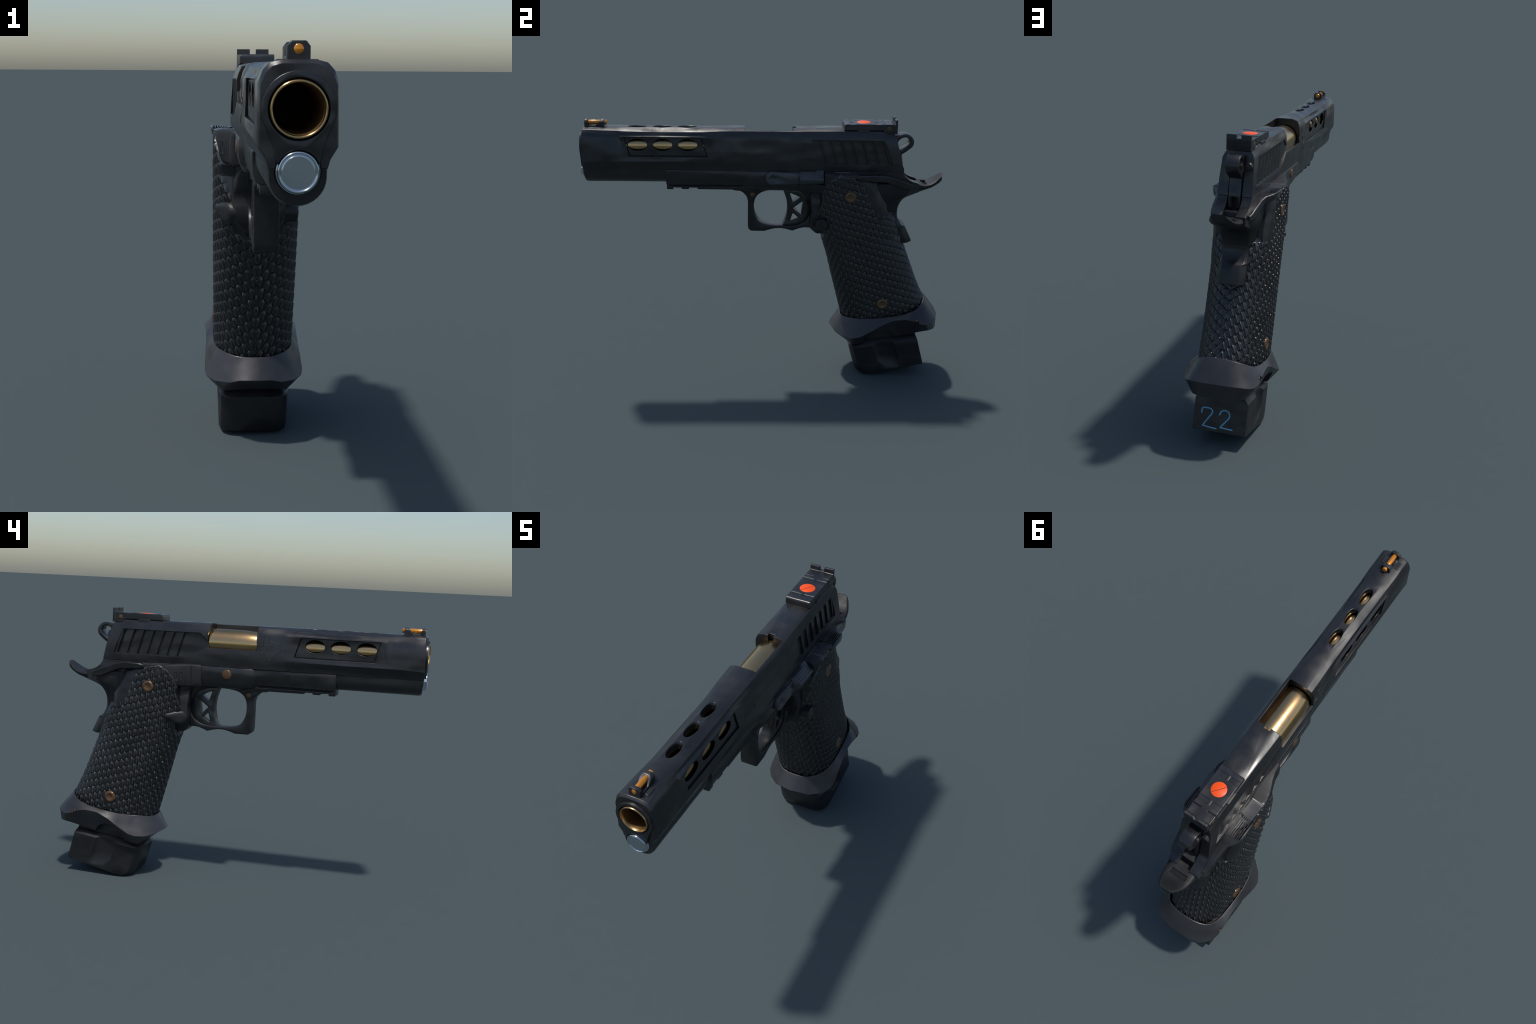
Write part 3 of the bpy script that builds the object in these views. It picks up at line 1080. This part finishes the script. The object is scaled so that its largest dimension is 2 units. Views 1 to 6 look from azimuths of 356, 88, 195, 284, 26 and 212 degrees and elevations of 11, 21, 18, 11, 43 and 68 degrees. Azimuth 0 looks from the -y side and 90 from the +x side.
LOW = [(0, .492, .207), (.060, .494, .207), (.100, .498, .203), (.124, .508, .199), (.136, .530, .201), (.140, .560, .209), (.142, .620, .224), (.143, .690, .240),
       (.143, .757, .257), (.143, .810, .268), (.143, .860, .278), (.142, .905, .286), (.138, .945, .291), (.118, .975, .292), (.085, .992, .292), (.045, .996, .293), (0, .9965, .293)]


def ringify(half, n=4):
    # keep the designed facets but smooth the run of the sides
    full = [Vector(p) for p in half] + [Vector((-p[0], p[1], p[2])) for p in half[-2:0:-1]]
    if n == 0:
        return [tuple(p) for p in full]
    return [tuple(p) for p in spline(full, n, closed=True)]


def mix(a, b, f):
    return [tuple(Vector(p).lerp(Vector(q), f)) for p, q in zip(a, b)]


rr_, ww_, ll_ = ringify(RIM, 0), ringify(WIDE, 0), ringify(LOW, 0)
inner0 = [(x * .965, .69 + (y - .69) * .975, z - .012) for x, y, z in rr_]
inner1 = [(x * .93, .69 + (y - .69) * .94, z - .03) for x, y, z in rr_]
rimin = [(x * .975, .69 + (y - .69) * .982, z + .0005) for x, y, z in rr_]
well = loft([inner1, inner0, rimin, rr_, mix(rr_, ww_, .5), ww_, mix(ww_, ll_, .04), ll_])
arc = prism(ellipse((.672, .228), .088, .080, 40, radians(14)), -.3, .3)
boolean(well, [arc])
for s in (1, -1):
    pass
notch = [lathe([(s * .160, .0005), (s * .160, .0125), (s * .3, .0125), (s * .3, .0005)], (.866, .3640), 'x', 24) for s in (1, -1)]
boolean(well, notch)
own(well, name='magazine_well', ang=25)
well.data.materials.append(WELL)
for s in (1, -1):
    stud('well_pin', s * .1815, .866, .3660, .0108, well, depth=.02, dome=.004)

# ------------------------------------------------------------------ magazine
neck = prism([(.520, .280), (.865, .330), (.885, .220), (.545, .150)], -.1060, .1060)
bevel(neck, .012, 3, 40)
own(neck, name='magazine_body', ang=38)
neck.data.materials.append(POLY)
pd = [(.494, .2000), (.888, .2320), (.9285, .0768)]
side = fillet([(.4900, .1500), (.8875, .2300), (.9285, .0768), (.6400, .0010), (.5300, -.0270)], [.004, .004, .003, .03, .075], 8)
zmin = min(z for y, z in side)
# plan section with rounded front corners, swept down the lean
PT = [(.8870, .2310), (.9285, .0768)]
rings = []
secs = 26
FRONT = [(0, .4950, .172), (.012, .4958, .170), (.06, .4985, .160), (.25, .5070, .128), (.5, .5190, .086), (.72, .5300, .046), (.86, .5410, .021), (.96, .5620, .005), (1.0, .5900, .0)]
for k in range(10):
    f = [-1, 0, .012, .06, .25, .5, .72, .86, .96, 1.0][k]
    # rear edge and front edge at this depth
    yr, zr = .8870 + .0415 * f, .2310 - .1542 * f
    yf, zf = interp_rows(FRONT, f)
    if f < 0:            # raised plateau that meets the magazine well; broad chamfer down to the rim
        yr, zr, yf, zf = .8740, .2560, .5350, .2060
    w = .1350 if f > 0 else (.1335 if f == 0 else .1080)
    ring = []
    half = fillet([(0, 0), (0, 1), (1, 1), (1, 0)], 0)
    plan = [(0.0, 0.0), (.55, 0.0), (.80, .022), (.94, .065), (1.0, .14), (1.0, .30), (1.0, .36), (1.0, .62), (1.0, .68), (1.0, .97), (.985, 1.0), (0.0, 1.0)]
    pts = [(w * a, b) for a, b in plan]
    full = pts + [(-a, b) for a, b in pts[-2:0:-1]]
    for a, b in full:
        ring.append((a, yf + (yr - yf) * b, zf + (zr - zf) * b))
    rings.append(ring)
pad_ = loft(rings)
low = min(v.co.z for v in pad_.data.vertices)
# finger scoops in both sides
sc = []
for s in (1, -1):
    rg = []
    for k in range(13):
        f = k / 12
        end = max(0, (f - .76) / .24)
        c0 = Vector((s * (.1495 + .0210 * end ** 2), .6600 + .082 * f, .310 - .268 * f))
        ring = []
        for i in range(24):
            t = 2 * pi * i / 24
            ca, sa = cos(t), sin(t)
            q = .72
            ring.append((c0.x + .0290 * abs(ca) ** q * (1 if ca > 0 else -1), c0.y + .0720 * (1 - .25 * end ** 3) * abs(sa) ** q * (1 if sa > 0 else -1), c0.z - .012 * sa))
        rg.append(ring)
    sc.append(loft(rg))
boolean(pad_, sc)
# slope on the top rim
for v in pad_.data.vertices:
    v.co.z -= low * 1.0
own(pad_, name='magazine_base', ang=32)
pad_.data.materials.append(POLY)

# hand-written number on the back of the base
V0 = Vector((0, .8870, .2310 - low))
VD = Vector((0, .0415, -.1542)).normalized()
NRM = Vector((0, VD.z, -VD.y)) * -1
d2 = [[(.0940, .0756), (.0931, .0560), (.0860, .0478), (.0611, .0470), (.0460, .0510), (.0400, .0590), (.0420, .0700), (.0500, .0830), (.0826, .1335), (.0800, .1350), (.0450, .1395), (.0118, .1420)],
      [(.0029, .0734), (-.0010, .0600), (-.0090, .0505), (-.0200, .0475), (-.0330, .0490), (-.0435, .0570), (-.0475, .0680), (-.0450, .0820), (-.0300, .1020), (-.0065, .1314), (-.0130, .1330), (-.0400, .1352), (-.0686, .1368)]]
for pts in d2:
    path = [tuple(V0 + Vector((x, 0, 0)) + VD * dd + NRM * .0006) for x, dd in spline(pts, 4)]
    q = tube(path, .0034, 'painted_digit', BLUE, n=8)
    for v in q.data.vertices:                       # flatten the paint bead onto the surface
        h = (v.co - V0).dot(NRM)
        v.co -= NRM * (h - .0006) * .7
    own(q, pad_)
